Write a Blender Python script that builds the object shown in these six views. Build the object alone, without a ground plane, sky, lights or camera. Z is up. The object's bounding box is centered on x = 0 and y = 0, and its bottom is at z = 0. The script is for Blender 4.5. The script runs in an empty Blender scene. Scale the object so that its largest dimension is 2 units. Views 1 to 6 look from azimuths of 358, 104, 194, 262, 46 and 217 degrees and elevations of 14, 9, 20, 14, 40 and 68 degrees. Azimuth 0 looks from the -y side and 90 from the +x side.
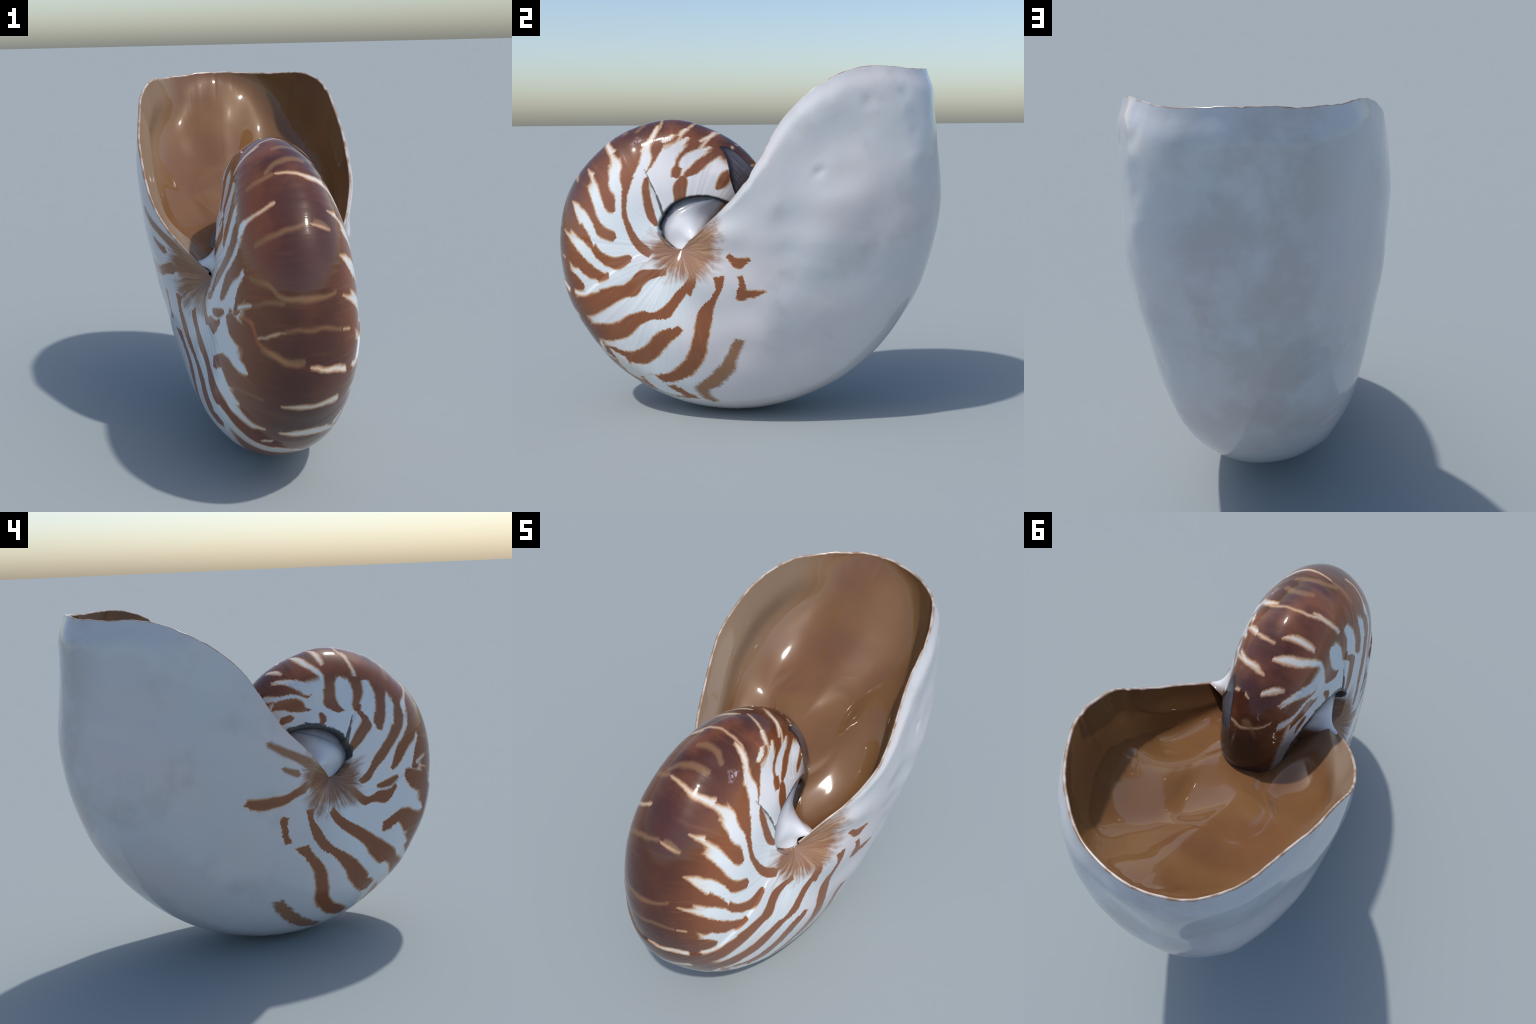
"""A large chambered sea-snail style spiral shell, standing on its keel.

The shell is a section (r, h) swept round a coiling axis.  theta is the angle
round the axis in degrees (-435 deep in the coil, about +45 at the aperture);
u runs over a section from the left umbilicus (-1) over the keel (0) to the
right umbilicus (+1).  Local frame: x, y in the coiling plane, z along the axis.
"""
import bpy, math
import numpy as np
from mathutils import Matrix, noise as mnoise

# ------------------------------------------------------------------ helpers
def spline(x, y, q):
    """natural cubic spline through (x, y), straight beyond the ends"""
    x = np.asarray(x, float); y = np.asarray(y, float); n = len(x); h = np.diff(x)
    A = np.eye(n); b = np.zeros(n)
    for i in range(1, n - 1):
        A[i, i - 1:i + 2] = h[i - 1], 2 * (h[i - 1] + h[i]), h[i]
        b[i] = 6 * ((y[i + 1] - y[i]) / h[i] - (y[i] - y[i - 1]) / h[i - 1])
    M = np.linalg.solve(A, b)
    q = np.asarray(q, float); qq = np.clip(q, x[0], x[-1])
    i = np.clip(np.searchsorted(x, qq) - 1, 0, n - 2); t = qq - x[i]; hi = h[i]
    s = (y[i + 1] - y[i]) / hi - hi * (2 * M[i] + M[i + 1]) / 6
    r = y[i] + t * (s + t * (M[i] / 2 + t * (M[i + 1] - M[i]) / (6 * hi)))
    s0 = (y[1] - y[0]) / h[0] - h[0] * (2 * M[0] + M[1]) / 6
    s1 = (y[-1] - y[-2]) / h[-1] + h[-1] * (2 * M[-1] + M[-2]) / 6
    return r + np.where(q < x[0], s0 * (q - x[0]), 0) + np.where(q > x[-1], s1 * (q - x[-1]), 0)

def smooth(a, b, x):
    t = np.clip((x - a) / (b - a), 0, 1)
    return t * t * (3 - 2 * t)

def unit(v):
    return v / np.maximum(np.linalg.norm(v, axis=-1, keepdims=True), 1e-9)

# ------------------------------------------------------------------ the shell's proportions
POLE = np.array([0.108, -0.298, 0.907])          # where the growth lines meet
AXIS_AZ, AXIS_EL = 0.187, -0.007                 # direction of the coiling axis
UMBILICUS_H = {1: 0.287, -1: 0.271}              # half height of the umbilicus, right / left

KEEL_ANGLE = np.arange(-420, 61, 30.0)
KEEL_RADIUS = [0.312, 0.372, 0.436, 0.501, 0.563, 0.620, 0.668, 0.695, 0.705, 0.729, 0.792, 0.884, 0.999, 1.133, 1.278, 1.472, 1.855]
KEEL_SHIFT_ANGLE = [-330, -210, -110, -40, 40]
KEEL_SHIFT = [-0.014, -0.017, -0.008, 0.016, -0.007]
# half width of the section at a quarter, half, three quarters and all of the radius
FLANK_ANGLE = [-330, -270, -220, -170, -130, -90, -50, -15, 15, 45]
FLANK_RHO = [0.00, 0.12, 0.25, 0.50, 0.75, 0.92, 1.00]
FLANK = {
    1: [[0.236, 0.261, 0.283, 0.307, 0.329, 0.358, 0.389, 0.393, 0.391, 0.392],
        [0.207, 0.239, 0.267, 0.300, 0.332, 0.369, 0.419, 0.451, 0.474, 0.487],
        [0.183, 0.230, 0.264, 0.302, 0.341, 0.385, 0.442, 0.495, 0.537, 0.519],
        [0.178, 0.211, 0.253, 0.293, 0.325, 0.373, 0.424, 0.463, 0.535, 0.536],
        [0.186, 0.214, 0.233, 0.279, 0.324, 0.381, 0.439, 0.490, 0.502, 0.475],
        [0.185, 0.203, 0.229, 0.250, 0.312, 0.360, 0.429, 0.489, 0.444, 0.430]],
    -1: [[0.250, 0.260, 0.280, 0.314, 0.326, 0.342, 0.367, 0.392, 0.404, 0.415],
        [0.230, 0.260, 0.290, 0.320, 0.341, 0.364, 0.413, 0.457, 0.495, 0.503],
        [0.200, 0.245, 0.280, 0.321, 0.338, 0.372, 0.424, 0.477, 0.537, 0.549],
        [0.190, 0.229, 0.283, 0.304, 0.338, 0.384, 0.432, 0.507, 0.562, 0.542],
        [0.200, 0.243, 0.272, 0.278, 0.304, 0.382, 0.453, 0.532, 0.558, 0.522],
        [0.198, 0.228, 0.245, 0.257, 0.306, 0.392, 0.468, 0.535, 0.546, 0.508]],
}
LIP_U = [-1, -.93, -.84, -.72, -.58, -.44, -.3, -.15, 0, .15, .3, .44, .58, .72, .84, .93, 1]
LIP_ANGLE = [46.0, 46.4, 44.5, 48.3, 47.0, 42.7, 38.0, 35.7, 35.3, 36.0, 38.7, 44.1, 49.1, 50.1, 44.5, 43.9, 44.0]
# hollow of the earlier umbilicus that the callus fills: radius against angle
HOLLOW_ANGLE = [-435, -360, -305, -278, -257, -238, -223, -215]
HOLLOW_RADIUS = [.30, .32, .285, .245, .216, .18, .155, .13]

# curved rim where the newest growth overhangs that hollow
RIM_RADIUS = [0, .044, .086, .129, .16, .22]
RIM_ANGLE = [-179, -187, -200, -209, -215, -222]

def keel(th):
    return np.exp(spline(KEEL_ANGLE, np.log(KEEL_RADIUS), th))

def half_width(th, rho, side):
    rows = [np.full(th.shape, UMBILICUS_H[side])] + [spline(FLANK_ANGLE, r, th) for r in FLANK[side]]
    w = sum(rows[k] * spline(FLANK_RHO, np.eye(7)[k], rho) for k in range(7))
    return w * np.sqrt(np.maximum(1 - rho ** 4, 0))

def section(th, u):
    rho = np.cos(u * np.pi / 2)
    r = keel(th) * rho
    h = np.where(u > 0, half_width(th, rho, 1), half_width(th, rho, -1))
    rc = np.interp(th, HOLLOW_ANGLE, HOLLOW_RADIUS)
    sink = smooth(rc + .015, rc - .03, r) * smooth(0, -4, th - np.interp(r, RIM_RADIUS, RIM_ANGLE)) * 0.13 * smooth(-342, -322, th)
    h = np.maximum(h - sink, 0.0) * np.where(u > 0, 1, -1)
    return r, h + spline(KEEL_SHIFT_ANGLE, KEEL_SHIFT, th) * rho ** 2

def skin(th, u):
    r, h = section(th, u)
    t = np.radians(th)
    return np.stack([r * np.cos(t), r * np.sin(t), h], -1)

# ------------------------------------------------------------------ grid of the whole skin
NU, NB, NC = 240, 260, 250
U = np.linspace(-0.998, 0.998, NU + 1)
lip = spline(LIP_U, LIP_ANGLE, U)
wob = np.array([mnoise.noise((x * 14, 3.1, 0)) * .35 + mnoise.noise((x * 45, 9.7, 0)) * .22 for x in U])
lip_smooth = lip
chips = np.array([-max(0, mnoise.noise((x * 38, 21.3, 4)) - .28) * 1.3 for x in U])
lip = lip + (wob * .42 + chips) * (np.abs(U) < .9)
T = np.linspace(0, 1, NB + 1)
TH_body = -180 + T[:, None] * (lip[None] + 180)
TH_coil = np.repeat(np.linspace(-435, -180, NC + 1)[:-1, None], NU + 1, 1)
TH = np.vstack([TH_coil, TH_body])
UU = np.broadcast_to(U, TH.shape)
P = skin(TH, UU)

# dents and lumps of the living chamber's wall: (theta, omega, height, spread) with omega the
# angle round the section seen from a point a quarter metre out from the axis
RELIEF = [(14, 33, -.030, 9), (24, 38, -.012, 4.5), (15, 55, -.014, 7), (20, 45, .010, 6), (35, 34, -.010, 6),
          (44, 34, .008, 5), (28, 62, .008, 7), (2, 60, -.008, 6), (-8, 48, .007, 8), (6, 22, .012, 6),
          (30.1, 43.7, -.007, 1.2), (38.2, 26.5, -.006, 1.2), (35.3, 18, -.006, 1.3), (33, 20, .004, 1.6),
          (27, 19, -.004, 1.4), (22, 21, .004, 1.8), (12, 20, -.004, 2), (4, 20, .004, 2.4), (-6, 21, -.004, 2.6),
          (26, -6, .006, 5), (20, 3, -.006, 6), (34, -30, .004, 6), (-6, -24, -.004, 4)]
# broad unevenness of the wall: (theta, omega, height)
# (and how far it spreads)
LUMPS = [(31, 12, 0.006, 6), (35, 24, 0.003, 6), (26, 0, -0.032, 10), (16, 31, 0.021, 10), (24, 88, 0.019, 10), (34, -12, 0.016, 10), (45, 61, 0.015, 10), (35, 16, 0.016, 10),
         (-153, -32, 0.014, 10), (6, 41, 0.012, 10), (-9, 52, -0.012, 10), (46, 41, 0.015, 10), (-40, 67, -0.015, 10), (18, 7, -0.009, 10),
         (-14, 58, -0.009, 10), (25, -8, 0.014, 10), (-269, 24, 0.010, 10), (-273, -44, 0.014, 10), (25, 12, 0.018, 10), (39, -19, 0.008, 10),
         (-293, -44, 0.013, 10), (12, 86, 0.008, 10), (-222, -6, -0.014, 10), (-60, 72, -0.012, 10), (-142, -28, 0.007, 10), (-262, 25, 0.008, 10),
         (13, 1, -0.006, 10), (-154, -3, 0.010, 10), (32, -71, 0.010, 10), (-290, 21, 0.012, 10), (7, -95, 0.012, 10), (-168, 28, 0.011, 10),
         (25, -29, -0.015, 10), (-150, -13, 0.005, 10), (-263, -3, 0.011, 10), (10, 12, 0.005, 10), (-124, -31, 0.008, 10), (-45, -59, 0.007, 10),
         (27, 22, -0.013, 10), (42, -48, 0.005, 10), (7, -31, -0.010, 10), (-170, -68, -0.007, 10), (-179, -60, -0.006, 10), (-7, -13, 0.007, 10),
         (28, -61, 0.003, 10), (-10, -48, 0.006, 10), (30, -40, 0.005, 10), (-130, 100, -0.005, 10), (11, -18, 0.008, 10), (24, 0, -0.025, 8),
         (23, 10, 0.024, 8), (19, 33, 0.012, 8), (-300, 44, 0.015, 8), (24, -18, -0.019, 8), (29, -9, 0.018, 8), (-59, 53, -0.009, 8),
         (-18, 35, 0.012, 8), (13, -8, 0.018, 8), (-157, -3, -0.008, 8), (3, 23, -0.011, 8), (-65, 56, -0.007, 8), (34, -43, 0.009, 8),
         (31, 10, -0.004, 8), (-130, -21, 0.009, 8), (33, -28, 0.004, 8), (-102, -80, 0.007, 8), (-2, -32, -0.006, 8), (13, 9, 0.004, 8),
         (-2, 1, -0.007, 8), (-18, -56, 0.006, 8), (-33, -41, 0.006, 8), (12, -43, 0.006, 8), (49, 38, 0.004, 8), (-121, 5, 0.004, 8)]
# the last few degrees before the lip roll inward: depth against omega
ROLL_OMEGA = [-32, -22, -8, 4, 14, 24, 38, 60, 75, 88]
ROLL = [0, .013, .020, .022, .022, .016, .018, .015, .010, 0]
SCAR_OMEGA = [-110, -90, -77, -62, -45, -33, -29, -21, -13, 4, 20, 36, 61, 80, 95]
SCAR_THETA = [-152, -161, -165, -175, -181, -178, -171, -168.5, -166, -164, -159, -154.6, -160, -165, -172.5]

def omega_of(P):
    return np.degrees(np.arctan2(P[..., 2], np.hypot(P[..., 0], P[..., 1]) - .25))

def relief(P, TH):
    om = omega_of(P)
    grow = np.array([mnoise.noise((t * .9, 0, 5)) + mnoise.noise((t * .33, 4, 5)) for t in np.arange(-440, 60, .25)])
    d = np.zeros(TH.shape)
    for th, o, a, w in LUMPS + RELIEF:
        d += a * np.exp(-(((TH - th) / w) ** 2 + ((om - o) / (w * 1.1)) ** 2) * .7)
    for th0, o0 in ((-243.5, 1), (-243.5, -1)):                # old growth crease beside the hollow
        d -= .006 * np.exp(-((TH - th0) / 1.0) ** 2) * smooth(45, 75, om * o0)
    lip_here = np.interp(np.broadcast_to(U, TH.shape), U, lip)
    d -= np.interp(om, ROLL_OMEGA, ROLL) * smooth(4.2, 0, lip_here - TH)
    # low ridge modelled for the streaky highlight where flank turns into back
    rough = np.interp(TH, np.arange(-440, 60, .25), grow)
    d += .005 * np.exp(-((np.abs(om) - 19.5) / 3.2) ** 2) * smooth(-75, -30, TH) * (1 + .3 * rough)
    scar = np.interp(om, SCAR_OMEGA, SCAR_THETA)
    d += .007 * smooth(-.8, .8, TH - scar) * smooth(26, 3, TH - scar) * smooth(110, 80, np.abs(om))
    for f, a in ((2.2, .005), (5.0, .0055), (11, .002)):
        nz = np.array([mnoise.noise((x * f, y * f, z * f + 7)) for x, y, z in P[::4, ::4].reshape(-1, 3)]).reshape(P[::4, ::4].shape[:2])
        iy, ix = np.arange(P.shape[0]) / 4, np.arange(P.shape[1]) / 4
        nz = np.stack([np.interp(iy, np.arange(nz.shape[0]), c) for c in nz.T], 1)
        nz = np.stack([np.interp(ix, np.arange(nz.shape[1]), c) for c in nz], 0)
        d += nz * a * (.25 + .75 * smooth(-60, 0, TH))
    d += np.interp(TH, np.arange(-440, 60, .25), grow) * .0011 * smooth(-30, -90, TH)
    return d * smooth(.03, .12, np.hypot(P[..., 0], P[..., 1]))

def grid_normals(P):
    n = unit(np.cross(np.gradient(P, axis=0), np.gradient(P, axis=1)))
    return n

N = grid_normals(P)
mid = P.shape[0] - 40, NU // 2
if N[mid][:2] @ P[mid][:2] < 0:
    N = -N

P = P + N * relief(P, TH)[..., None]
N = grid_normals(P)
if N[mid][:2] @ P[mid][:2] < 0:
    N = -N

# ------------------------------------------------------------------ inner lining of the living chamber
# a basin: from every point of the lip a curve runs down the wall and levels out
# at the middle of the floor; the ring is closed under the coil
FLOOR = np.array([0.558, 0.223, -0.070])
FLOOR_UP = unit(np.array([-math.sin(.343), math.cos(.343), .246]))
BASIN_U = [-.97, -.85, -.65, -.4, -.15, .15, .4, .65, .85, .97]
WALL_RUN = [0.06, 0.28, 0.378, 0.359, 0.223, 0.198, 0.385, 0.333, 0.409, 0.279]
FLOOR_RUN = [0.05, 0.05, 0.235, 0.38, 0.357, 0.361, 0.49, 0.338, 0.283, 0.3]
LIP_THICK = 0.013
keep = np.abs(U) < .997
Ub = U[keep]
out_edge, out_n = P[-1][keep], N[-1][keep]
L0 = out_edge - out_n * LIP_THICK
Ls = skin(lip_smooth[keep], Ub) - out_n * LIP_THICK     # same ring without the chipping
wall_dir = unit(skin(lip_smooth[keep] - 3, Ub) - skin(lip_smooth[keep], Ub))
a_run, b_run = spline(BASIN_U, WALL_RUN, Ub), np.maximum(spline(BASIN_U, FLOOR_RUN, Ub), .04)
k = np.linspace(0, 1, 26)[1:-1, None]                      # closing stretch under the coil
def close(ring):
    bridge = ring[-1] * (1 - k) + ring[0] * k
    bridge[:, 1] -= .10 * np.sin(k[:, 0] * np.pi)
    return np.vstack([ring, bridge])

L0, Ls = close(L0), close(Ls)
wall_dir = unit(np.vstack([wall_dir, wall_dir[-1] * (1 - k) + wall_dir[0] * k]))
a_run = np.concatenate([a_run, a_run[-1] * (1 - k[:, 0]) + a_run[0] * k[:, 0]])
b_run = np.concatenate([b_run, b_run[-1] * (1 - k[:, 0]) + b_run[0] * k[:, 0]])
to_wall = Ls - FLOOR
to_wall = unit(to_wall - (to_wall @ FLOOR_UP)[:, None] * FLOOR_UP)

def basin(s):
    s = np.asarray(s)[:, None, None]
    p1, p2 = Ls + wall_dir * a_run[:, None], FLOOR + to_wall * b_run[:, None]
    return (1 - s) ** 3 * L0 + 3 * s * (1 - s) ** 2 * p1 + 3 * s * s * (1 - s) * p2 + s ** 3 * FLOOR

# unevenness of the basin: rows from the lip to the middle, columns round the ring
FLOOR_ROWS = [0, .12, .28, .45, .65, .85, 1.0]
FLOOR_LUMPS = [[0.000, 0.000, 0.000, 0.000, 0.000, 0.000, 0.000, 0.000, 0.000, 0.000],
               [0.050, 0.051, 0.030, 0.017, 0.044, 0.020, -0.009, 0.028, 0.029, 0.033],
               [0.049, 0.027, -0.013, 0.006, 0.066, 0.056, -0.007, 0.008, 0.013, 0.021],
               [0.028, -0.001, -0.026, 0.016, 0.057, 0.058, 0.020, 0.003, 0.015, 0.026],
               [0.011, -0.024, -0.035, 0.001, 0.028, 0.040, 0.040, 0.026, 0.043, 0.052],
               [-0.001, -0.026, -0.026, -0.009, 0.004, 0.011, 0.014, 0.013, 0.026, 0.033],
               [-0.002, -0.002, -0.002, -0.002, -0.002, -0.002, -0.002, -0.002, -0.002, -0.002]]

def ring_weights(n, m):
    """smooth periodic weights of m places round a ring of n points"""
    v = np.arange(n) / n
    d = (v[:, None] * m - np.arange(m) + m / 2) % m - m / 2
    g = np.exp(-d ** 2 * 1.1)
    return g / g.sum(1, keepdims=True)

def ring_normals(P):
    ext = np.concatenate([P[:, -2:], P, P[:, :2]], 1)
    n = unit(np.cross(np.gradient(ext, axis=0), np.gradient(ext, axis=1)))[:, 2:-2]
    return n if n[60, 100] @ FLOOR_UP > 0 else -n

S_ = np.linspace(0, .985, 110)
Pl = basin(S_)
# near the middle keep only the lowest harmonics round the ring, so that it is smooth there
height = (Pl - FLOOR) @ FLOOR_UP
spec = np.fft.rfft(height, axis=1)
order = np.arange(spec.shape[1])[None]
spec = spec * smooth(0, 1, 1 - (order / (2 + 40 * (1 - smooth(.25, .8, S_))[:, None])) ** 2 * .9)
Pl = Pl + (np.fft.irfft(spec, n=height.shape[1], axis=1) - height)[..., None] * FLOOR_UP * smooth(.1, .4, S_)[:, None, None]
Nl = ring_normals(Pl)
bumps = sum(spline(FLOOR_ROWS, np.eye(7)[k], S_)[:, None] * (ring_weights(Pl.shape[1], 10) @ np.array(FLOOR_LUMPS[k]))[None] for k in range(7))
grain = np.array([mnoise.noise((x * 3.2, y * 3.2, z * 3.2)) * .0045 + mnoise.noise((x * 7, y * 7, z * 7 + 3)) * .003 for x, y, z in Pl.reshape(-1, 3)]).reshape(bumps.shape)
even = bumps.mean(1, keepdims=True)
bumps = even + (bumps - even) * smooth(.97, .6, S_)[:, None]
Pl = Pl + Nl * (bumps + grain * (smooth(0, .12, S_) * smooth(1, .85, S_))[:, None])[..., None]
Pl = np.concatenate([Pl, np.repeat(Pl[-1:].mean(1, keepdims=True), Pl.shape[1], 1)])
Nl = ring_normals(Pl)
Nl[-1] = Nl[-3].mean(0)
Pl = np.concatenate([Pl, Pl[:, :1]], 1)                    # close the ring
Nl = np.concatenate([Nl, Nl[:, :1]], 1)

# ------------------------------------------------------------------ mesh building
frame_n = np.array([math.cos(AXIS_EL) * math.cos(AXIS_AZ), math.cos(AXIS_EL) * math.sin(AXIS_AZ), math.sin(AXIS_EL)])
frame_x = unit(np.array([0, 1, 0]) - frame_n * frame_n[1])
frame_y = np.cross(frame_n, frame_x)
M = Matrix([[frame_x[i], frame_y[i], frame_n[i], POLE[i]] for i in range(3)] + [[0, 0, 0, 1]])

thing = bpy.data.objects.new("nautilus_shell", None)
thing["label"] = "glossy spiral sea shell with brown stripes and pearly white chamber"
thing["category"] = "sea shell"
bpy.context.scene.collection.objects.link(thing)

def add_grid(name, P, N, mat, flip=False):
    r, c = P.shape[:2]
    idx = np.arange(r * c).reshape(r, c)
    q = np.stack([idx[:-1, :-1], idx[:-1, 1:], idx[1:, 1:], idx[1:, :-1]], -1).reshape(-1, 4)
    if flip:
        q = q[:, ::-1]
    me = bpy.data.meshes.new(name)
    me.from_pydata(P.reshape(-1, 3).tolist(), [], q.tolist())
    me.polygons.foreach_set("use_smooth", np.ones(len(q), bool))
    me.update()
    if N is not None:
        me.normals_split_custom_set_from_vertices(N.reshape(-1, 3).tolist())
    me.materials.append(mat)
    ob = bpy.data.objects.new(name, me)
    ob.parent = thing
    ob.matrix_basis = M
    bpy.context.scene.collection.objects.link(ob)
    return ob

# ------------------------------------------------------------------ colour pattern
# every stripe is a stroke given by control points (omega, theta, half width in degrees)
STROKES = {"brown": [], "white": [], "faint": [], "dark": [], "film": [], "glow": []}

def brown(*pts): STROKES["brown"].append(pts)
def white(*pts): STROKES["white"].append(pts)
def faint(*pts): STROKES["faint"].append(pts)
def dark(*pts): STROKES["dark"].append(pts)
def glow(*pts): STROKES["glow"].append(pts)
def film(*pts): STROKES["film"].append(pts)

brown((39, -300.2, 0.6), (51, -301.2, 3.7), (65, -299.8, 1.4))
brown((25, -291.6, 3.5), (33, -287.2, 3.1), (42, -282.4, 3.9), (53, -277.9, 4.1), (62, -272.9, 1.8))
brown((27, -277.3, 3.2), (36, -273.2, 3.4), (41, -268.3, 2.6), (48, -267.3, 2.3), (55, -265.4, 3.7), (63, -264.5, 3.3))
brown((63, -270.3, 2.6), (78, -267.5, 6.3), (90, -267.0, 6.4), (102, -264.2, 3.8))
brown((57, -242.7, 1.3), (67, -238.7, 3.3), (80, -233.5, 3.9), (94, -227.2, 5.3), (105, -223.5, 4.0))
brown((26, -241.6, 6.5), (45, -233.7, 5.8), (54, -227.9, 4.1), (62, -220.1, 3.1), (70, -211.9, 3.0), (80, -202.9, 4.0), (89, -193.6, 5.8), (98, -183.2, 7.5), (105, -176.0, 9.0))
brown((22, -223.6, 5.5), (40, -216.7, 4.8), (50, -213.0, 5.2), (60, -208.6, 2.1))
brown((23, -207.4, 5.5), (37, -202.5, 4.3), (48, -196.0, 4.1), (58, -191.4, 3.7), (70, -189.7, 3.4))
brown((24, -193.7, 5.1), (37, -189.1, 3.7), (47, -183.6, 3.0), (55, -176.7, 4.0), (64, -171.1, 4.2), (75, -167.6, 4.9), (87, -170.2, 3.6))
brown((25, -180.1, 4.7), (37, -173.9, 6.3), (46, -167.9, 6.1), (54, -162.3, 3.8), (63, -160.3, 1.8))
brown((19, -170.5, 6.0), (27, -165.0, 5.8), (36, -159.9, 3.1))
brown((23, -150.7, 4.2), (38, -148.9, 5.6), (52, -147.9, 5.5), (67, -145.8, 5.0), (79, -142.2, 7.1), (91, -145.2, 7.5), (100, -141.8, 7.8), (108, -130.1, 9.0))
brown((21, -139.3, 2.9), (35, -132.9, 5.1), (48, -127.1, 5.0), (63, -123.4, 4.8), (71, -117.5, 5.6), (76, -107.4, 6.2), (85, -100.1, 5.7), (96, -89.3, 7.9), (102, -77.1, 9.0), (107, -61.2, 9.0))
brown((23, -126.0, 4.3), (30, -120.8, 5.0), (37, -113.2, 4.7), (47, -107.7, 4.3), (58, -103.2, 5.3), (65, -98.4, 5.9), (70, -92.0, 3.0))
brown((30, -102.9, 3.2), (35, -96.3, 3.8), (42, -89.1, 4.2), (53, -82.1, 4.7), (64, -76.7, 5.1), (74, -70.7, 6.8), (82, -63.5, 8.3), (88, -41.6, 9.0), (90, -34.0, 9.0))
faint((25, -80.2, 1.7), (30, -82.9, 2.0), (36, -78.3, 4.1), (42, -71.5, 4.3), (48, -65.3, 3.4), (55, -57.3, 3.6))
brown((14, -114.0, 1.6), (21, -108.6, 8.3), (26, -103.5, 2.5))
brown((20, -99.5, 2.9), (25, -93.9, 9.0))
brown((78, -3.6, 1.7), (84, -7.9, 4.6), (89, -3.5, 4.2))
brown((74, -33.3, 4.2), (77, -29.1, 6.5), (80, -20.7, 3.3))
brown((66, -22.7, 0.7), (70, -27.4, 2.9), (75, -31.7, 3.9))
brown((98, -76.2, 6.8), (104, -61.9, 6.3), (109, -57.0, 9.0))
brown((-64, -283.0, 2.2), (-60, -288.2, 3.8), (-50, -293.3, 6.3), (-42, -302.1, 5.0))
brown((-64, -300, 4), (-59, -304.9, 7.1))
brown((-50, -280.5, 2.3), (-43, -285.8, 3.8), (-37, -291.9, 8.1), (-28, -301.0, 5.9))
brown((-68, -258.2, 5.9), (-61, -264.3, 5.7), (-51, -265.2, 4.0), (-35, -265.5, 4.7))
brown((-85, -275.8, 3.1), (-78, -272.1, 3.2), (-71, -273.5, 1.5))
brown((-64, -242.5, 2.9), (-58, -244.1, 3.8), (-49, -244.5, 4.6), (-35, -251.3, 4.8))
brown((-102, -229.2, 5.1), (-90, -229.3, 5.9), (-75, -229.1, 5.1), (-67, -235.3, 5.5), (-64, -239.5, 2.5))
brown((-68, -219.3, 1.7), (-64, -221.4, 4.8), (-54, -225.7, 4.5), (-43, -230.8, 4.6), (-34, -238.7, 7.3))
brown((-105, -171.5, 5.9), (-97, -180.9, 7.5), (-90, -191.7, 5.9), (-76, -199.8, 5.0), (-58, -207.5, 4.0), (-47, -213.2, 4.3), (-38, -219.9, 5.2), (-32, -227.2, 5.8))
brown((-72, -183.3, 2.6), (-62, -191.9, 5.5), (-50, -198.4, 4.1), (-40, -203.1, 5.9), (-31, -211.4, 8.9))
brown((-49, -180.7, 2.0), (-44, -185.9, 5.8), (-39, -192.6, 6.6), (-24, -197.3, 2.0))
brown((-88, -165.6, 2.0), (-78, -169.1, 3.5), (-66, -174.6, 1.5))
brown((-110, -145.2, 9.0), (-98, -142.3, 6.2), (-87, -153.6, 6.2), (-76, -158.0, 6.0), (-69, -166.8, 2.3))
brown((-57, -175.2, 3.8), (-49, -172.5, 6.0), (-37, -170.0, 5.1))
brown((-64, -137.3, 6.3), (-55, -145.1, 7.8), (-38, -148.8, 5.2))
brown((-103, -84.1, 9.0), (-94, -97.5, 8.4), (-82, -110.9, 6.6), (-68, -118.7, 5.3), (-54, -121.7, 6.2), (-38, -125.5, 4.6))
brown((-94, -39.2, 9.0), (-90, -55.2, 9.0), (-82, -70.0, 7.7), (-75, -81.3, 6.6), (-68, -92.3, 5.0), (-57, -100.3, 5.1), (-48, -103.3, 5.2), (-36, -107.7, 4.0))
brown((-71, -59.1, 9.0), (-67, -68.8, 5.6), (-59, -77.2, 4.3), (-50, -80.7, 3.7), (-42, -82.4, 3.7), (-34, -88.4, 4.1), (-25, -94.9, 2.6))
faint((-39, -62.2, 3.0), (-34, -68.5, 3.9), (-29, -74.8, 3.9), (-22, -83.8, 2.7))
brown((-78, -24.5, 4.3), (-75, -30.8, 6.9), (-73, -37.5, 6.2), (-71, -40.0, 2.5))
brown((-97, 2.5, 8.7), (-88, -2.1, 4.9), (-79, -5.4, 4.3), (-70, -5.1, 3.9), (-62, -2.9, 2.5))
faint((-97, 36.5, 7.0), (-84, 34.6, 3.7), (-73, 32.7, 2.2), (-66, 32.4, 1.3))
faint((-89, 19.6, 3.5), (-78, 21.3, 1.2))
brown((20, -262, 6), (28, -257, 4.5), (37, -252, 3.4), (46, -247.3, 2.6), (51, -244.5, 1.0))
white((15, -270.9, 2.1), (24, -267.6, 1.7))
white((-2, -285.8, 0.7), (15, -283.0, 1.9), (25, -278.9, 1.5))
white((12, -295.9, 1.1), (17, -296.0, 1.1))
white((24, -264.2, 2.4), (28, -260.6, 3.8))
white((25, -272.5, 1.7), (30, -268.2, 3.4), (36, -264.4, 4.4), (49, -257.3, 5.9), (63, -253.0, 5.7))
white((27, -284.9, 1.7), (35, -278.2, 3.8), (43, -272.6, 4.7), (51, -270.1, 3.2))
white((9, -256.8, 0.9), (19, -254.7, 2.1), (29, -249.7, 2.4), (40, -246.6, 4.1), (50, -240.1, 5.7))
white((15, -231.2, 0.6), (24, -231.0, 2.1), (31, -229.9, 3.6), (43, -223.9, 4.8), (54, -220.8, 3.7))
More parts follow.
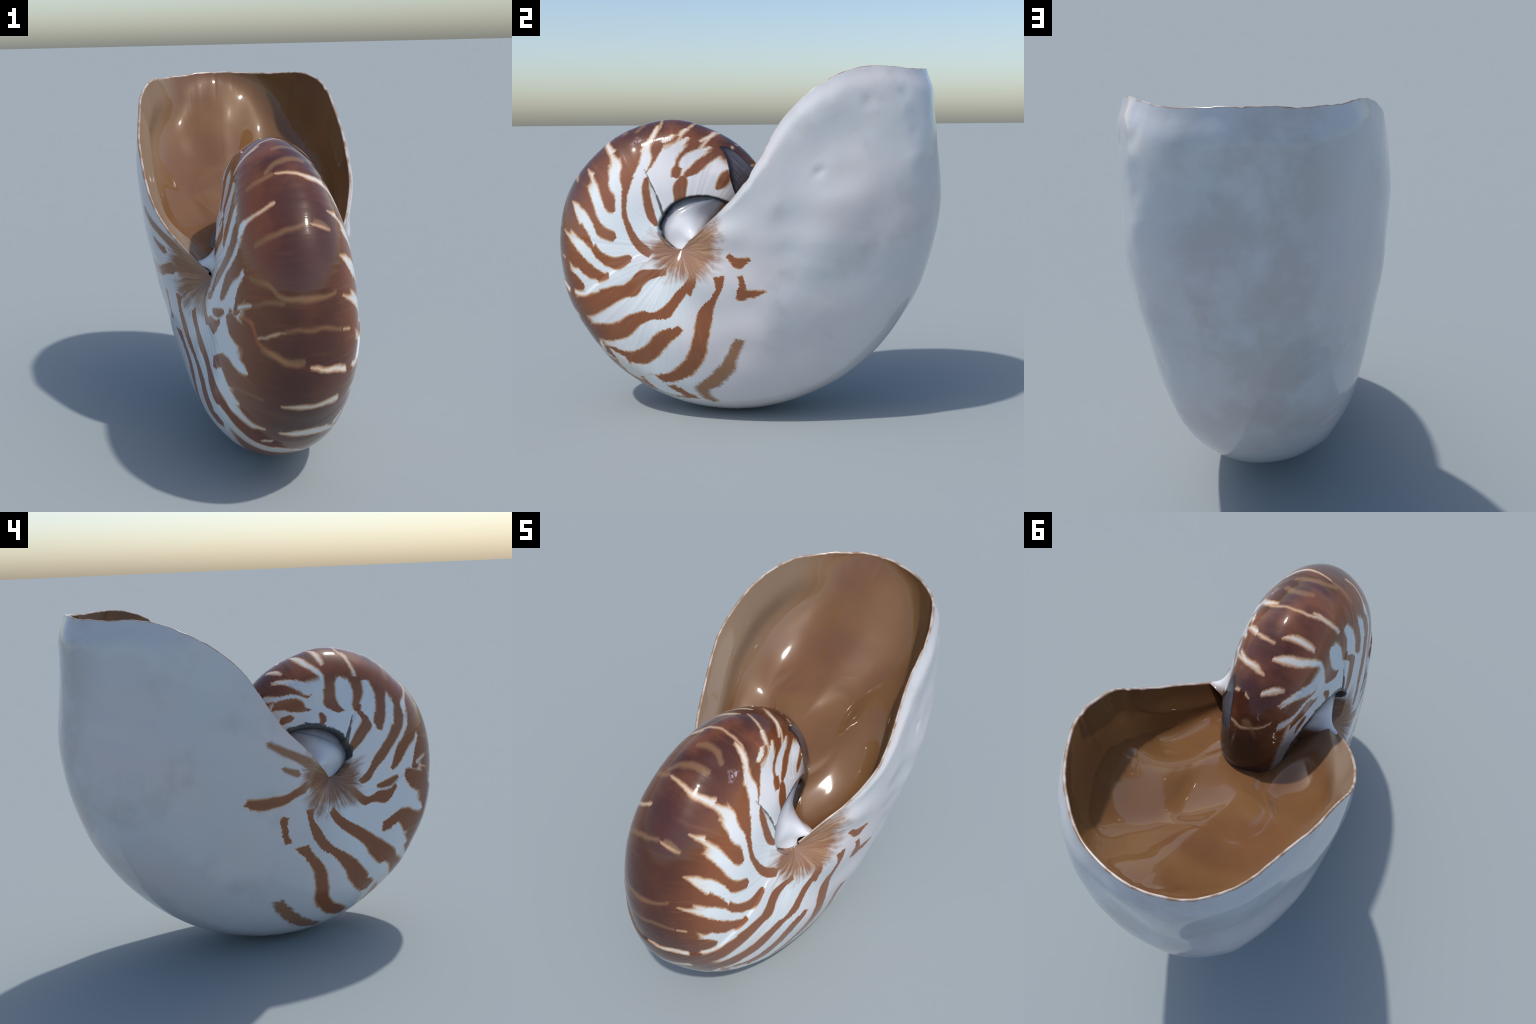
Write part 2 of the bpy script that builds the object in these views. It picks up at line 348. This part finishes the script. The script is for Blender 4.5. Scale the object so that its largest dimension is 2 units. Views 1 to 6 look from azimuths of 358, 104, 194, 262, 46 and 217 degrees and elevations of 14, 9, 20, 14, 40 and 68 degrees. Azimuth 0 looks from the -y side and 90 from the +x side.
white((17, -217.6, 0.7), (28, -215.3, 1.8), (40, -210.7, 2.9), (49, -204.2, 5.0))
white((19, -200.9, 0.7), (33, -198.2, 2.7), (44, -193.1, 3.7), (51, -186.0, 5.5))
white((18, -187.2, 0.6), (34, -182.5, 2.7), (44, -176.6, 4.0), (53, -170.4, 4.2), (61, -164.9, 3.3))
white((33, -168.0, 0.9), (37, -166.0, 2.6), (40, -162.4, 2.4), (51, -159.1, 1.4))
white((27, -158.1, 1.8), (35, -155.7, 1.5), (50, -155.1, 2.5))
white((19, -129.7, 2.9), (24, -132.1, 2.0))
white((22, -114.2, 6.9), (26, -119.2, 9.0))
white((24, -99.3, 9.0), (28, -103.5, 7.3))
white((-26, -267.6, 1.4), (-18, -267.9, 1.9), (-6, -270.2, 1.3))
white((-47, -270.0, 2.2), (-39, -269.8, 2.0), (-32, -271.8, 2.4), (-21, -275.8, 2.6), (-4, -279.4, 1.2))
white((-20, -288.7, 1.0), (-12, -291.4, 1.8), (-6, -293.8, 1.6))
white((-42, -278.8, 2.5), (-37, -284.0, 3.7), (-29, -289.9, 2.9), (-21, -295.7, 1.1))
white((-36, -250.3, 1.1), (-25, -252.8, 1.4), (-13, -255.1, 0.9))
white((-45, -207.9, 1.1), (-39, -213.8, 1.3), (-28, -218.8, 1.1))
white((-44, -194.1, 2.0), (-39, -197.6, 2.2))
white((-42, -294.1, 3.3), (-36, -301.4, 3.0), (-28, -305.8, 3.0))
white((-59, -252.9, 5.9), (-48, -255.2, 6.3), (-39, -257.9, 3.1))
white((-57, -235.2, 7.3), (-47, -238.0, 4.9), (-38, -242.6, 2.8))
white((-54, -216.5, 4.7), (-46, -222.5, 3.9), (-39, -227.6, 1.3))
white((-61, -158.9, 2.3), (-53, -158.8, 4.2), (-36, -158.2, 1.3))
white((-59, -133.4, 3.3), (-49, -134.9, 4.4), (-35, -137.1, 1.7))
white((-10, -233.5, 0.9), (-0, -232.5, 1.1), (8, -230.8, 1.6), (20, -232.0, 2.5))
white((-40, -212.7, 2.9), (-37, -215.5, 3.0), (-32, -217.6, 1.5), (-23, -219.1, 1.1), (-15, -221.2, 0.9))
white((2, -211.4, 0.4), (7, -210.5, 0.9), (14, -209.8, 0.5))
white((15, -217.8, 0.6), (24, -217.1, 2.1))
white((20, -201.3, 0.7), (27, -199.3, 2.8), (35, -196.0, 4.0))
white((19, -187.1, 0.5), (27, -184.5, 1.6), (35, -181.9, 1.9))
white((17, -175.5, 0.7), (23, -174.4, 0.8))
white((-29, -172.9, 0.8), (-22, -174.8, 0.8), (-15, -176.6, 0.3))
white((-2, -164.5, 0.8), (7, -162.9, 1.4), (20, -159.6, 1.9))
white((-45, -182.4, 1.3), (-34, -184.6, 1.0))
white((-14, -149.1, 0.8), (-4, -149.1, 1.5), (4, -148.9, 1.7), (16, -147.4, 2.2))
white((-11, -134.1, 1.1), (-3, -134.5, 2.2), (8, -132.8, 2.9), (23, -121.5, 1.0))
white((-55, -137.9, 6.1), (-46, -136.4, 4.9), (-36, -132.4, 3.7), (-27, -132.3, 2.4), (-18, -134.1, 1.1))
white((-17, -125.2, 1.5), (-13, -127.5, 1.5))
white((-44, -114.8, 6.7), (-33, -117.8, 4.8), (-22, -117.6, 4.0), (-13, -118.2, 3.9), (-5, -119.8, 3.7), (6, -116.0, 1.0))
white((-57, -160.6, 4.0), (-49, -159.4, 4.8), (-41, -157.4, 3.4), (-34, -156.9, 1.5))
white((-1, -273.8, 0.6), (13, -271.6, 1.1), (31, -266.0, 1.1))
white((-3, -286.6, 0.8), (12, -284.1, 1.4), (45, -276.1, 1.3))
white((-27, -267.9, 1.0), (-14, -269.1, 0.9), (-4, -271.1, 0.7))
white((-39, -269.8, 1.3), (-19, -276.9, 1.0), (-5, -279.9, 0.5))
white((-21, -288.8, 0.7), (-15, -291.6, 1.0), (-7, -294.1, 0.7))
white((-48, -279.4, 3.6), (-31, -289.7, 2.5), (-23, -296.4, 1.4))
white((-21, -304.8, 1.0), (-8, -309.7, 0.9), (3, -311.1, 1.0), (15, -309.7, 1.2))
white((-36, -249.8, 1.2), (-17, -255.4, 1.2), (-7, -257.9, 0.9), (4, -258.3, 0.7), (31, -246.9, 2.2))
white((2, -297.4, 0.7), (6, -296.1, 1.2))
glow((-29, -231.8, 0.7), (-20, -232.8, 0.7), (-12, -233.8, 0.5))
glow((-29, -206.8, 0.6), (-19, -208.8, 0.6), (-9, -210.2, 0.5), (1, -211.6, 0.4))
glow((-34, -195.2, 0.7), (-23, -192.4, 0.8), (-16, -188.3, 0.7), (-8, -187.4, 0.6), (1, -187.7, 0.5), (13, -188.9, 0.4))
glow((-15, -176.6, 0.4), (-2, -177.8, 0.3), (16, -175.8, 0.4))
glow((-33, -184.7, 0.6), (-24, -186.2, 0.5), (-15, -186.7, 0.4))
glow((-27, -168.5, 0.6), (-19, -167.9, 0.9), (-13, -166.6, 0.9), (-5, -166.7, 0.9))
glow((-42, -142.9, 0.5), (-31, -148.0, 0.4), (-23, -148.9, 0.4))
glow((-8, -247.7, 0.8), (1, -249.5, 1.1), (12, -246.6, 0.9))
glow((-16, -235.1, 0.9), (-5, -239.4, 1.0), (9, -240.4, 0.8))
glow((-12, -313.8, 1.3), (-4, -308.9, 1.4), (2, -308.2, 0.8))
glow((4, -212.0, 0.6), (9, -211.4, 1.0), (14, -209.9, 0.5))
dark((48, -243.9, .5), (73, -244, 1.0), (105, -240, 2.2))
dark((-115, -232, 9), (-108, -236, 5.5), (-100, -240, 3.8), (-87, -243, 2.0), (-70, -244.6, .5))
film((12, -345, 12), (15, -335, 30), (22, -329, 39), (26, -333, 40), (33, -338, 40), (43, -343, 40), (51, -351, 40))

# dark band over the keel: half width in omega (left, right) against theta
BAND_THETA = [-440, -290, -240, -200, -170, -150, -130, -118, -104, -92]
BAND_LEFT = [38, 38, 38, 37, 41, 41, 39, 33, 20, -4]
BAND_RIGHT = [31, 31, 29, 27, 29, 28, 25, 19, 4, -8]


class Nodes:
    """small helper that writes node trees as expressions"""
    def __init__(self, tree):
        self.t = tree

    def new(self, kind, **kw):
        n = self.t.nodes.new(kind)
        for k, v in kw.items():
            setattr(n, k, v)
        return n

    def put(self, sock, v):
        if hasattr(v, "is_linked") or isinstance(v, bpy.types.NodeSocket):
            self.t.links.new(v, sock)
        else:
            sock.default_value = v

    def math(self, op, a, b=0.0, c=0.0, clamp=False):
        n = self.new("ShaderNodeMath", operation=op, use_clamp=clamp)
        for sock, v in zip(n.inputs, (a, b, c)):
            self.put(sock, v)
        return n.outputs[0]

    def ramp(self, x, a, b, lo=0.0, hi=1.0, kind="SMOOTHSTEP"):
        n = self.new("ShaderNodeMapRange", interpolation_type=kind)
        for name, v in (("Value", x), ("From Min", a), ("From Max", b), ("To Min", lo), ("To Max", hi)):
            self.put(n.inputs[name], v)
        return n.outputs[0]

    def mix(self, f, a, b):
        n = self.new("ShaderNodeMix", data_type="RGBA")
        self.put(n.inputs["Factor"], f)
        self.put(n.inputs["A"], a if not isinstance(a, tuple) else (*a, 1))
        self.put(n.inputs["B"], b if not isinstance(b, tuple) else (*b, 1))
        return n.outputs["Result"]

    def vec(self, x, y, z):
        n = self.new("ShaderNodeCombineXYZ")
        for sock, v in zip(n.inputs, (x, y, z)):
            self.put(sock, v)
        return n.outputs[0]

    def noise(self, v, scale, detail=3.0, rough=.5):
        n = self.new("ShaderNodeTexNoise")
        self.put(n.inputs["Vector"], v)
        n.inputs["Scale"].default_value = scale
        n.inputs["Detail"].default_value = detail
        n.inputs["Roughness"].default_value = rough
        return n.outputs[0]

    def curves(self, x, x0, x1, *tables):
        """several curves of x, each given as [(x, y), ...]; returns one socket per table"""
        u = self.ramp(x, x0, x1, kind="LINEAR")
        n = self.new("ShaderNodeRGBCurve")
        self.put(n.inputs["Color"], u)
        sep = self.new("ShaderNodeSeparateColor")
        self.t.links.new(n.outputs[0], sep.inputs[0])
        out = []
        for k, pts in enumerate(tables):
            lo, hi = min(p[1] for p in pts), max(p[1] for p in pts)
            span = max(hi - lo, 1e-3)
            pl = [((px - x0) / (x1 - x0), (py - lo) / span) for px, py in pts]
            c = n.mapping.curves[k]
            c.points[0].location, c.points[1].location = pl[0], pl[-1]
            for p in pl[1:-1]:
                c.points.new(*p)
            for p in c.points:
                p.handle_type = "AUTO_CLAMPED"
            out.append(self.math("MULTIPLY_ADD", sep.outputs[k], span, lo))
        n.mapping.update()
        return out

    def group(self, tree, **values):
        n = self.new("ShaderNodeGroup", node_tree=tree)
        for k, v in values.items():
            self.put(n.inputs[k], v)
        return n.outputs[0]

    def union(self, th, om, strokes):
        """signed distance (degrees of theta, positive inside) to the nearest of many strokes"""
        d = -50.0
        for pts in strokes:
            x0, x1 = pts[0][0], pts[-1][0]
            u = self.group(STROKE_ENTER, omega=om, before=d, start=x0, end=x1)
            n = self.new("ShaderNodeRGBCurve")
            self.put(n.inputs["Color"], u)
            sep = self.new("ShaderNodeSeparateColor")
            self.t.links.new(n.outputs[0], sep.inputs[0])
            lo, span = [], []
            for k in (0, 1):
                ys = [p[k + 1] for p in pts]
                lo.append(min(ys)); span.append(max(max(ys) - min(ys), 1e-3))
                pl = [((p[0] - x0) / (x1 - x0), (p[k + 1] - lo[k]) / span[k]) for p in pts]
                c = n.mapping.curves[k]
                c.points[0].location, c.points[1].location = pl[0], pl[-1]
                for p in pl[1:-1]:
                    c.points.new(*p)
                for p in c.points:
                    p.handle_type = "AUTO_CLAMPED"
            n.mapping.update()
            d = self.group(STROKE_LEAVE, theta=th, omega=om, before=d, start=x0, end=x1, centre=sep.outputs[0], width=sep.outputs[1],
                           centre_low=lo[0], centre_span=span[0], width_low=lo[1], width_span=span[1])
        return d


def small_group(name, inputs):
    g = bpy.data.node_groups.new(name, "ShaderNodeTree")
    for k in inputs:
        g.interface.new_socket(k, in_out="INPUT", socket_type="NodeSocketFloat")
    g.interface.new_socket("value", in_out="OUTPUT", socket_type="NodeSocketFloat")
    N = Nodes(g)
    i, o = N.new("NodeGroupInput"), N.new("NodeGroupOutput")
    return g, N, {k: i.outputs[k] for k in inputs}, o.inputs[0]

# position along a stroke (the tiny share of "before" makes strokes evaluate one after another)
STROKE_ENTER, N_, v, out = small_group("stroke_enter", ["omega", "before", "start", "end"])
N_.t.links.new(N_.ramp(N_.math("MULTIPLY_ADD", v["before"], 1e-7, v["omega"]), v["start"], v["end"], kind="LINEAR"), out)
# distance to a stroke, joined with the strokes before it
STROKE_LEAVE, N_, v, out = small_group("stroke_leave", ["theta", "omega", "before", "start", "end", "centre", "width", "centre_low", "centre_span", "width_low", "width_span"])
past = N_.math("MAXIMUM", N_.math("SUBTRACT", v["start"], v["omega"]), N_.math("SUBTRACT", v["omega"], v["end"]))
past = N_.math("MAXIMUM", past, 0.0)
off = N_.math("ABSOLUTE", N_.math("SUBTRACT", v["theta"], N_.math("MULTIPLY_ADD", v["centre"], v["centre_span"], v["centre_low"])))
wide = N_.math("MULTIPLY_ADD", past, -1.6, N_.math("MULTIPLY_ADD", v["width"], v["width_span"], v["width_low"]))
N_.t.links.new(N_.math("MAXIMUM", N_.math("SUBTRACT", wide, off), v["before"]), out)


def new_material(name):
    m = bpy.data.materials.new(name)
    m.use_nodes = True
    return m, Nodes(m.node_tree), m.node_tree.nodes["Principled BSDF"]

def shell_coordinates(N, turn):
    """theta in [turn, turn + 360), omega, radius and the object coordinates"""
    co = N.new("ShaderNodeTexCoord").outputs["Object"]
    sep = N.new("ShaderNodeSeparateXYZ")
    N.t.links.new(co, sep.inputs[0])
    x, y, z = sep.outputs
    deg = 180 / math.pi
    th = N.math("MULTIPLY", N.math("ARCTAN2", y, x), deg)
    th = N.math("ADD", N.math("FLOORED_MODULO", N.math("SUBTRACT", th, float(turn)), 360.0), float(turn))
    r = N.math("SQRT", N.math("ADD", N.math("MULTIPLY", x, x), N.math("MULTIPLY", y, y)))
    om = N.math("MULTIPLY", N.math("ARCTAN2", z, N.math("SUBTRACT", r, .25)), deg)
    return co, x, y, z, th, om, r

PEARL = (.575, .568, .568)  # greyed partway toward the baked-in shading of the flank
IVORY = (.68, .70, .70)
BROWN = (.235, .080, .032)
BROWN_DARK = (.062, .020, .0125)
TAN = (.46, .235, .085)
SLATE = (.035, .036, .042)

def shell_material(name, turn, th_lo, th_hi, coil):
    """white shell with brown strokes; only strokes between th_lo and th_hi are used"""
    m, N, bsdf = new_material(name)
    co, x, y, z, th, om, r = shell_coordinates(N, turn)
    pick = {k: [s for s in v if any(th_lo <= p[1] <= th_hi for p in s)] for k, v in STROKES.items()}
    # ragged edges: the pattern is shifted by noise that is drawn out along the growth lines
    fine = N.noise(N.vec(N.math("MULTIPLY", th, .12), N.math("MULTIPLY", r, 9.0), N.math("MULTIPLY", z, 9.0)), 6.0, 3.0, .6)
    wide = N.noise(co, 14.0, 2.0)
    thw = N.math("ADD", th, N.math("MULTIPLY_ADD", wide, 2.2, -1.1))
    omw = N.math("MULTIPLY_ADD", N.math("SUBTRACT", fine, .5), 4.5, om)
    d = N.union(thw, omw, pick["brown"])
    on_keel = N.math("MULTIPLY", N.ramp(N.math("ABSOLUTE", om), 40, 24), N.ramp(th, -100, -112))
    left, right = N.curves(th, BAND_THETA[1] - 20, BAND_THETA[-1], list(zip(BAND_THETA[1:], BAND_LEFT[1:])), list(zip(BAND_THETA[1:], BAND_RIGHT[1:])))
    if coil or th_lo < -95:
        omb = N.math("MULTIPLY_ADD", N.math("SUBTRACT", wide, .5), 9.0, omw)
        band = N.math("MINIMUM", N.math("SUBTRACT", right, omb), N.math("ADD", left, omb))
        band = N.math("SUBTRACT", band, N.ramp(th, -96, -92, 0, 60))
        d = N.math("MAXIMUM", d, N.math("MULTIPLY", band, .35))
    if pick["white"]:
        dw = N.math("SUBTRACT", N.union(thw, omw, pick["white"]), N.math("MULTIPLY", on_keel, .45))
        d = N.math("MINIMUM", d, N.math("MULTIPLY", dw, -1.0))
    gl = N.union(thw, om, pick["glow"]) if pick["glow"] else None
    # ground colour
    shimmer = N.noise(co, 2.3, 3.0)
    tint = N.mix(N.ramp(shimmer, .35, .65), (.96, 1.0, 1.03), (1.03, .985, 1.0))
    base = N.mix(N.ramp(th, -112, -62), IVORY, PEARL)
    mott = N.noise(co, 3.7, 5.0, .6)
    base = N.mix(N.math("MULTIPLY", N.ramp(mott, .50, .72, 0, .45), N.ramp(th, -80, -30)), base, (.43, .415, .40))
    back = N.math("MULTIPLY", N.ramp(N.math("ABSOLUTE", N.math("ADD", om, 2.0)), 20, 9), N.ramp(th, -35, -5))  # mask for the middle of the back, darker in blotches
    base = N.mix(N.math("MULTIPLY", back, N.ramp(N.noise(co, 4.5, 5.0, .6), .36, .62, 0, .5)), base, (.40, .37, .35))
    mul = N.new("ShaderNodeMix", data_type="RGBA", blend_type="MULTIPLY")
    mul.inputs["Factor"].default_value = 1.0
    N.t.links.new(base, mul.inputs["A"]); N.t.links.new(tint, mul.inputs["B"])
    base = mul.outputs["Result"]
    # brown
    cloud = N.noise(co, 5.0, 4.0)
    deep = N.math("MULTIPLY", N.ramp(N.math("ABSOLUTE", om), 46, 8), N.ramp(cloud, .3, .58, N.ramp(th, -260, -190, .45, .8), 1.0))
    deep = N.math("MULTIPLY", deep, N.ramp(th, -112, -135))
    bcol = N.mix(deep, BROWN, BROWN_DARK)
    streak = N.noise(N.vec(N.math("MULTIPLY", th, .25), N.math("MULTIPLY", r, 3.0), N.math("MULTIPLY", z, 3.0)), 2.0, 4.0)
    bcol = N.mix(N.math("MULTIPLY", N.ramp(streak, .54, .74, 0, .3), N.math("SUBTRACT", 1.0, N.math("MULTIPLY", deep, .75))), bcol, (.33, .135, .055))
    cream = N.mix(N.math("MULTIPLY", on_keel, .6), base, (.55, .51, .43))
    col = N.mix(N.ramp(d, -1.6, .05), cream, N.mix(.12, TAN, base))
    col = N.mix(N.ramp(d, -.6, .9), col, bcol)
    if gl is not None:
        col = N.mix(N.ramp(gl, -1.3, .7, 0, .5), col, (.27, .15, .07))
    if pick["faint"]:
        fd = N.union(thw, omw, pick["faint"])
        col = N.mix(N.ramp(fd, -2.2, .9, 0, .95), col, (.255, .115, .045))
    # beige fan of hairs round the umbilicus
    bend = N.math("MULTIPLY_ADD", N.noise(co, 11.0, 2.0), 22.0, th)
    spokes = N.noise(N.vec(N.math("MULTIPLY", bend, .13), N.math("MULTIPLY", r, 3.0), N.math("MULTIPLY", z, .5)), 1.6, 3.5, .55)
    reach, = N.curves(th, -235, 50, [(-235, -.1), (-222, .03), (-206, .16), (-170, .165), (-135, .16), (-90, .135), (-50, .17), (0, .20), (48, .235)])
    edge = N.math("SUBTRACT", N.math("MULTIPLY_ADD", N.math("SUBTRACT", spokes, .5), .11, N.math("MULTIPLY_ADD", N.math("SUBTRACT", wide, .5), .12, reach)), r)
    fan = N.ramp(edge, -.055, .06)
    fan = N.math("MULTIPLY", fan, N.ramp(spokes, .30, .5, .9, 1.0))
    hair = N.mix(N.ramp(spokes, .26, .64), (.36, .215, .115), (.235, .112, .062))
    hair = N.mix(N.ramp(r, .10, .03, 0, .45), hair, (.24, .13, .09))
    if not coil:
        col = N.mix(fan, col, hair)
    else:
        col = N.mix(N.math("MULTIPLY", fan, N.ramp(th, -228, -222)), col, hair)
        # dark colour in the hollow and the old crease, film where the coil enters the chamber
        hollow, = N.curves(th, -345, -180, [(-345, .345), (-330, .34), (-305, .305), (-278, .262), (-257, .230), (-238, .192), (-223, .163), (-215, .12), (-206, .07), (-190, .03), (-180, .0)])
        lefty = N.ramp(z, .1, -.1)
        speckle = N.noise(co, 34.0, 3.0, .65)
        lim = N.math("ADD", hollow, N.math("MULTIPLY", N.math("SUBTRACT", speckle, N.math("MULTIPLY_ADD", lefty, -.45, .52)), N.math("MULTIPLY_ADD", lefty, .03, .012)))
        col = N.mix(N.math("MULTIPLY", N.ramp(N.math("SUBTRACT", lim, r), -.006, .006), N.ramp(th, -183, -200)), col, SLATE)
        gd = N.math("ADD", N.union(th, om, STROKES["dark"]), N.math("MULTIPLY_ADD", speckle, 3.0, -1.6))
        col = N.mix(N.ramp(gd, -.4, .6, 0, .9), col, (.085, .075, .065))
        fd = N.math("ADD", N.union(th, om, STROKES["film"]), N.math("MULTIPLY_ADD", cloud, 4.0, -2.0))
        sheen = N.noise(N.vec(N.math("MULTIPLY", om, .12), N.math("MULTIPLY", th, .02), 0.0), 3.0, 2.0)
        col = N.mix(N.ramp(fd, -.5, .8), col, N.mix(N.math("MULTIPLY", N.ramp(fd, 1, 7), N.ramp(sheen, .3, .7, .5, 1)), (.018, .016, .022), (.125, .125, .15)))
        col = N.mix(N.ramp(th, -302, -322, 0, .75), col, (.03, .017, .012))  # deep end of the coil darkened, partly a painted chamber shadow
        # a small chalky worn patch
        spot = N.math("ADD", N.math("ABSOLUTE", N.math("MULTIPLY", N.math("ADD", th, 245.5), .25)), N.math("ABSOLUTE", N.math("MULTIPLY", N.math("SUBTRACT", om, 21.5), .22)))
        chalk = N.math("MULTIPLY", N.ramp(spot, 1.3, .3), N.ramp(speckle, .46, .62))
        col = N.mix(N.math("MULTIPLY", chalk, .8), col, (.48, .38, .42))
    # pale line and shade along the healed growth scar
    N.t.links.new(col, bsdf.inputs["Base Color"])
    bsdf.inputs["Roughness"].default_value = .09
    bsdf.inputs["Specular IOR Level"].default_value = .5
    hairs = N.noise(N.vec(N.math("MULTIPLY", th, 1.4), N.math("MULTIPLY", r, 5.0), N.math("MULTIPLY", z, 5.0)), 1.6, 3.0)
    bump = N.new("ShaderNodeBump")
    bump.inputs["Strength"].default_value = .06
    bump.inputs["Distance"].default_value = .004
    N.t.links.new(hairs, bump.inputs["Height"])
    N.t.links.new(bump.outputs[0], bsdf.inputs["Normal"])
    return m

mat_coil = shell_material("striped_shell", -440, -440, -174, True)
mat_body = shell_material("pearly_shell", -200, -186, 60, False)

# brown glossy lining, paler beige along the left part of the lip
mat_lining, N_, b_ = new_material("brown_lining")
co, x, y, z, th, om, r = shell_coordinates(N_, -180)
cl = N_.noise(co, 2.6, 4.0)
col = N_.mix(N_.ramp(cl, .35, .65), (.172, .086, .034), (.150, .069, .032))
near = N_.math("ADD", N_.math("MULTIPLY", N_.math("SUBTRACT", cl, .5), 8.0), th)
pale = N_.math("MULTIPLY", N_.ramp(near, 25, 36), N_.ramp(z, -.22, -.42))
col = N_.mix(N_.math("MULTIPLY", pale, .9), col, (.25, .18, .125))
N_.t.links.new(col, b_.inputs["Base Color"])
b_.inputs["Roughness"].default_value = .07

mat_lip, N_, b_ = new_material("lip_edge")
co, x, y, z, th, om, r = shell_coordinates(N_, -180)
col = N_.mix(N_.ramp(N_.noise(co, 18.0, 4.0), .4, .65), (.50, .42, .37), (.30, .19, .12))
col = N_.mix(N_.ramp(r, .22, .10), col, (.30, .20, .15))
N_.t.links.new(col, b_.inputs["Base Color"])
b_.inputs["Roughness"].default_value = .2

# pearly callus: white ball, darkening to near black toward the rim, brown inside the chamber
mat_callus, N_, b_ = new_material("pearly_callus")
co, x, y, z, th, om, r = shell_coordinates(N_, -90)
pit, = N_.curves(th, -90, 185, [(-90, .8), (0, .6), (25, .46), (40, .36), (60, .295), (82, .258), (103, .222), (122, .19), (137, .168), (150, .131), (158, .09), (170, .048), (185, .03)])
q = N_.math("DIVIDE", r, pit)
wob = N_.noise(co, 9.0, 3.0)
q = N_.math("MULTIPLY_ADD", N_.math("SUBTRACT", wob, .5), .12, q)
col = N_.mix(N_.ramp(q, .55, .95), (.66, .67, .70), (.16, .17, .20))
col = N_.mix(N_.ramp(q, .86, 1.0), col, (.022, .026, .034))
inward = N_.math("SUBTRACT", N_.math("MULTIPLY", x, .8), N_.math("MULTIPLY", y, .6))
inward = N_.math("MULTIPLY_ADD", N_.math("SUBTRACT", wob, .5), .03, inward)
col = N_.mix(N_.ramp(inward, -.005, .042), col, (.15, .074, .036))
N_.t.links.new(col, b_.inputs["Base Color"])
b_.inputs["Roughness"].default_value = .1


def facing(P, N):
    """True when quads built by add_grid without flip face along N"""
    a = P.shape[0] // 2, P.shape[1] // 3
    g = np.cross(P[a[0], a[1] + 1] - P[a], P[a[0] + 1, a[1]] - P[a])
    return g @ N[a] > 0

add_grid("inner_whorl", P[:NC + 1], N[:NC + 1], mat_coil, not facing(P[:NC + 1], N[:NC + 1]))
add_grid("body_whorl", P[NC:], N[NC:], mat_body, not facing(P[NC:], N[NC:]))
cap = add_grid("chamber_lining", Pl, Nl, mat_lining, not facing(Pl, Nl))

# rounded edge of the aperture
ne = len(Ub)
fwd = unit(P[-1] - P[-2])[keep]
e0, e2, n0, n2 = out_edge, Pl[0, :ne], out_n, Nl[0, :ne]
Pe = np.stack([e0, e0 * .72 + e2 * .28 + fwd * .004, (e0 + e2) / 2 + fwd * .005, e0 * .28 + e2 * .72 + fwd * .004, e2])
Ne = unit(np.stack([n0, n0 * .7 + fwd * .7, fwd, n2 * .7 + fwd * .7, n2]))
a = Pe.shape[0] // 2, Pe.shape[1] // 3
add_grid("aperture_lip", Pe, Ne, mat_lip, not facing(Pe, Ne))

# callus: a saddle that rolls from the lip over the old umbilicus to the coil's flank.
# rows: pit edge, ball, crest, chamber side; columns: lip to coil; (x, y, dip below the
# straight line from lip to flank)
CALLUS = [
    [(.022, -.030, .016), (-.055, .012, .045), (-.130, .085, .055), (-.112, .165, .045), (-.016, .245, .025), (.120, .270, .015)],
    [(.030, .031, .024), (-.010, .060, .021), (-.052, .112, .011), (-.034, .172, .008), (.050, .218, .008), (.165, .245, .012)],
    [(.054, .057, .006), (.054, .092, .020), (.050, .135, .026), (.070, .175, .022), (.120, .210, .014), (.190, .235, .012)],
    [(.080, .078, .016), (.122, .072, .075), (.172, .080, .105), (.230, .102, .105), (.280, .130, .062), (.340, .175, .012)],
]
for side in (1, -1):
    net = np.array(CALLUS)
    rr = np.hypot(net[..., 0], net[..., 1]); tt = np.degrees(np.arctan2(net[..., 1], net[..., 0]))
    tt = np.where(tt > 0, tt - 360, tt)
    on_coil = half_width(tt, np.clip(rr / keel(tt), 0, 1), side)
    on_lip = half_width(np.full(4, 45.0), rr[:, 0] / keel(np.full(4, 45.0)), side)
    f = np.linspace(0, 1, 6)[None]
    line = on_lip[:, None] * (1 - f) + on_coil[:, -1:] * f
    line[0] = on_coil[0]                                   # the pit edge follows the rim
    net[..., 2] = line - net[..., 2]
    ci, cj = np.linspace(0, 1, 64), np.linspace(0, 1, 56)
    rows = np.stack([np.stack([spline(np.linspace(0, 1, 6), net[r, :, c], ci) for c in range(3)], -1) for r in range(4)])
    Pc = np.stack([np.stack([spline(np.linspace(0, 1, 4), rows[:, i, c], cj) for c in range(3)], -1) for i in range(64)], 1)
    Pc[..., 2] *= side
    Nc = unit(np.cross(np.gradient(Pc, axis=0), np.gradient(Pc, axis=1)))
    if Nc[25, 30, 2] * side < 0:
        Nc = -Nc
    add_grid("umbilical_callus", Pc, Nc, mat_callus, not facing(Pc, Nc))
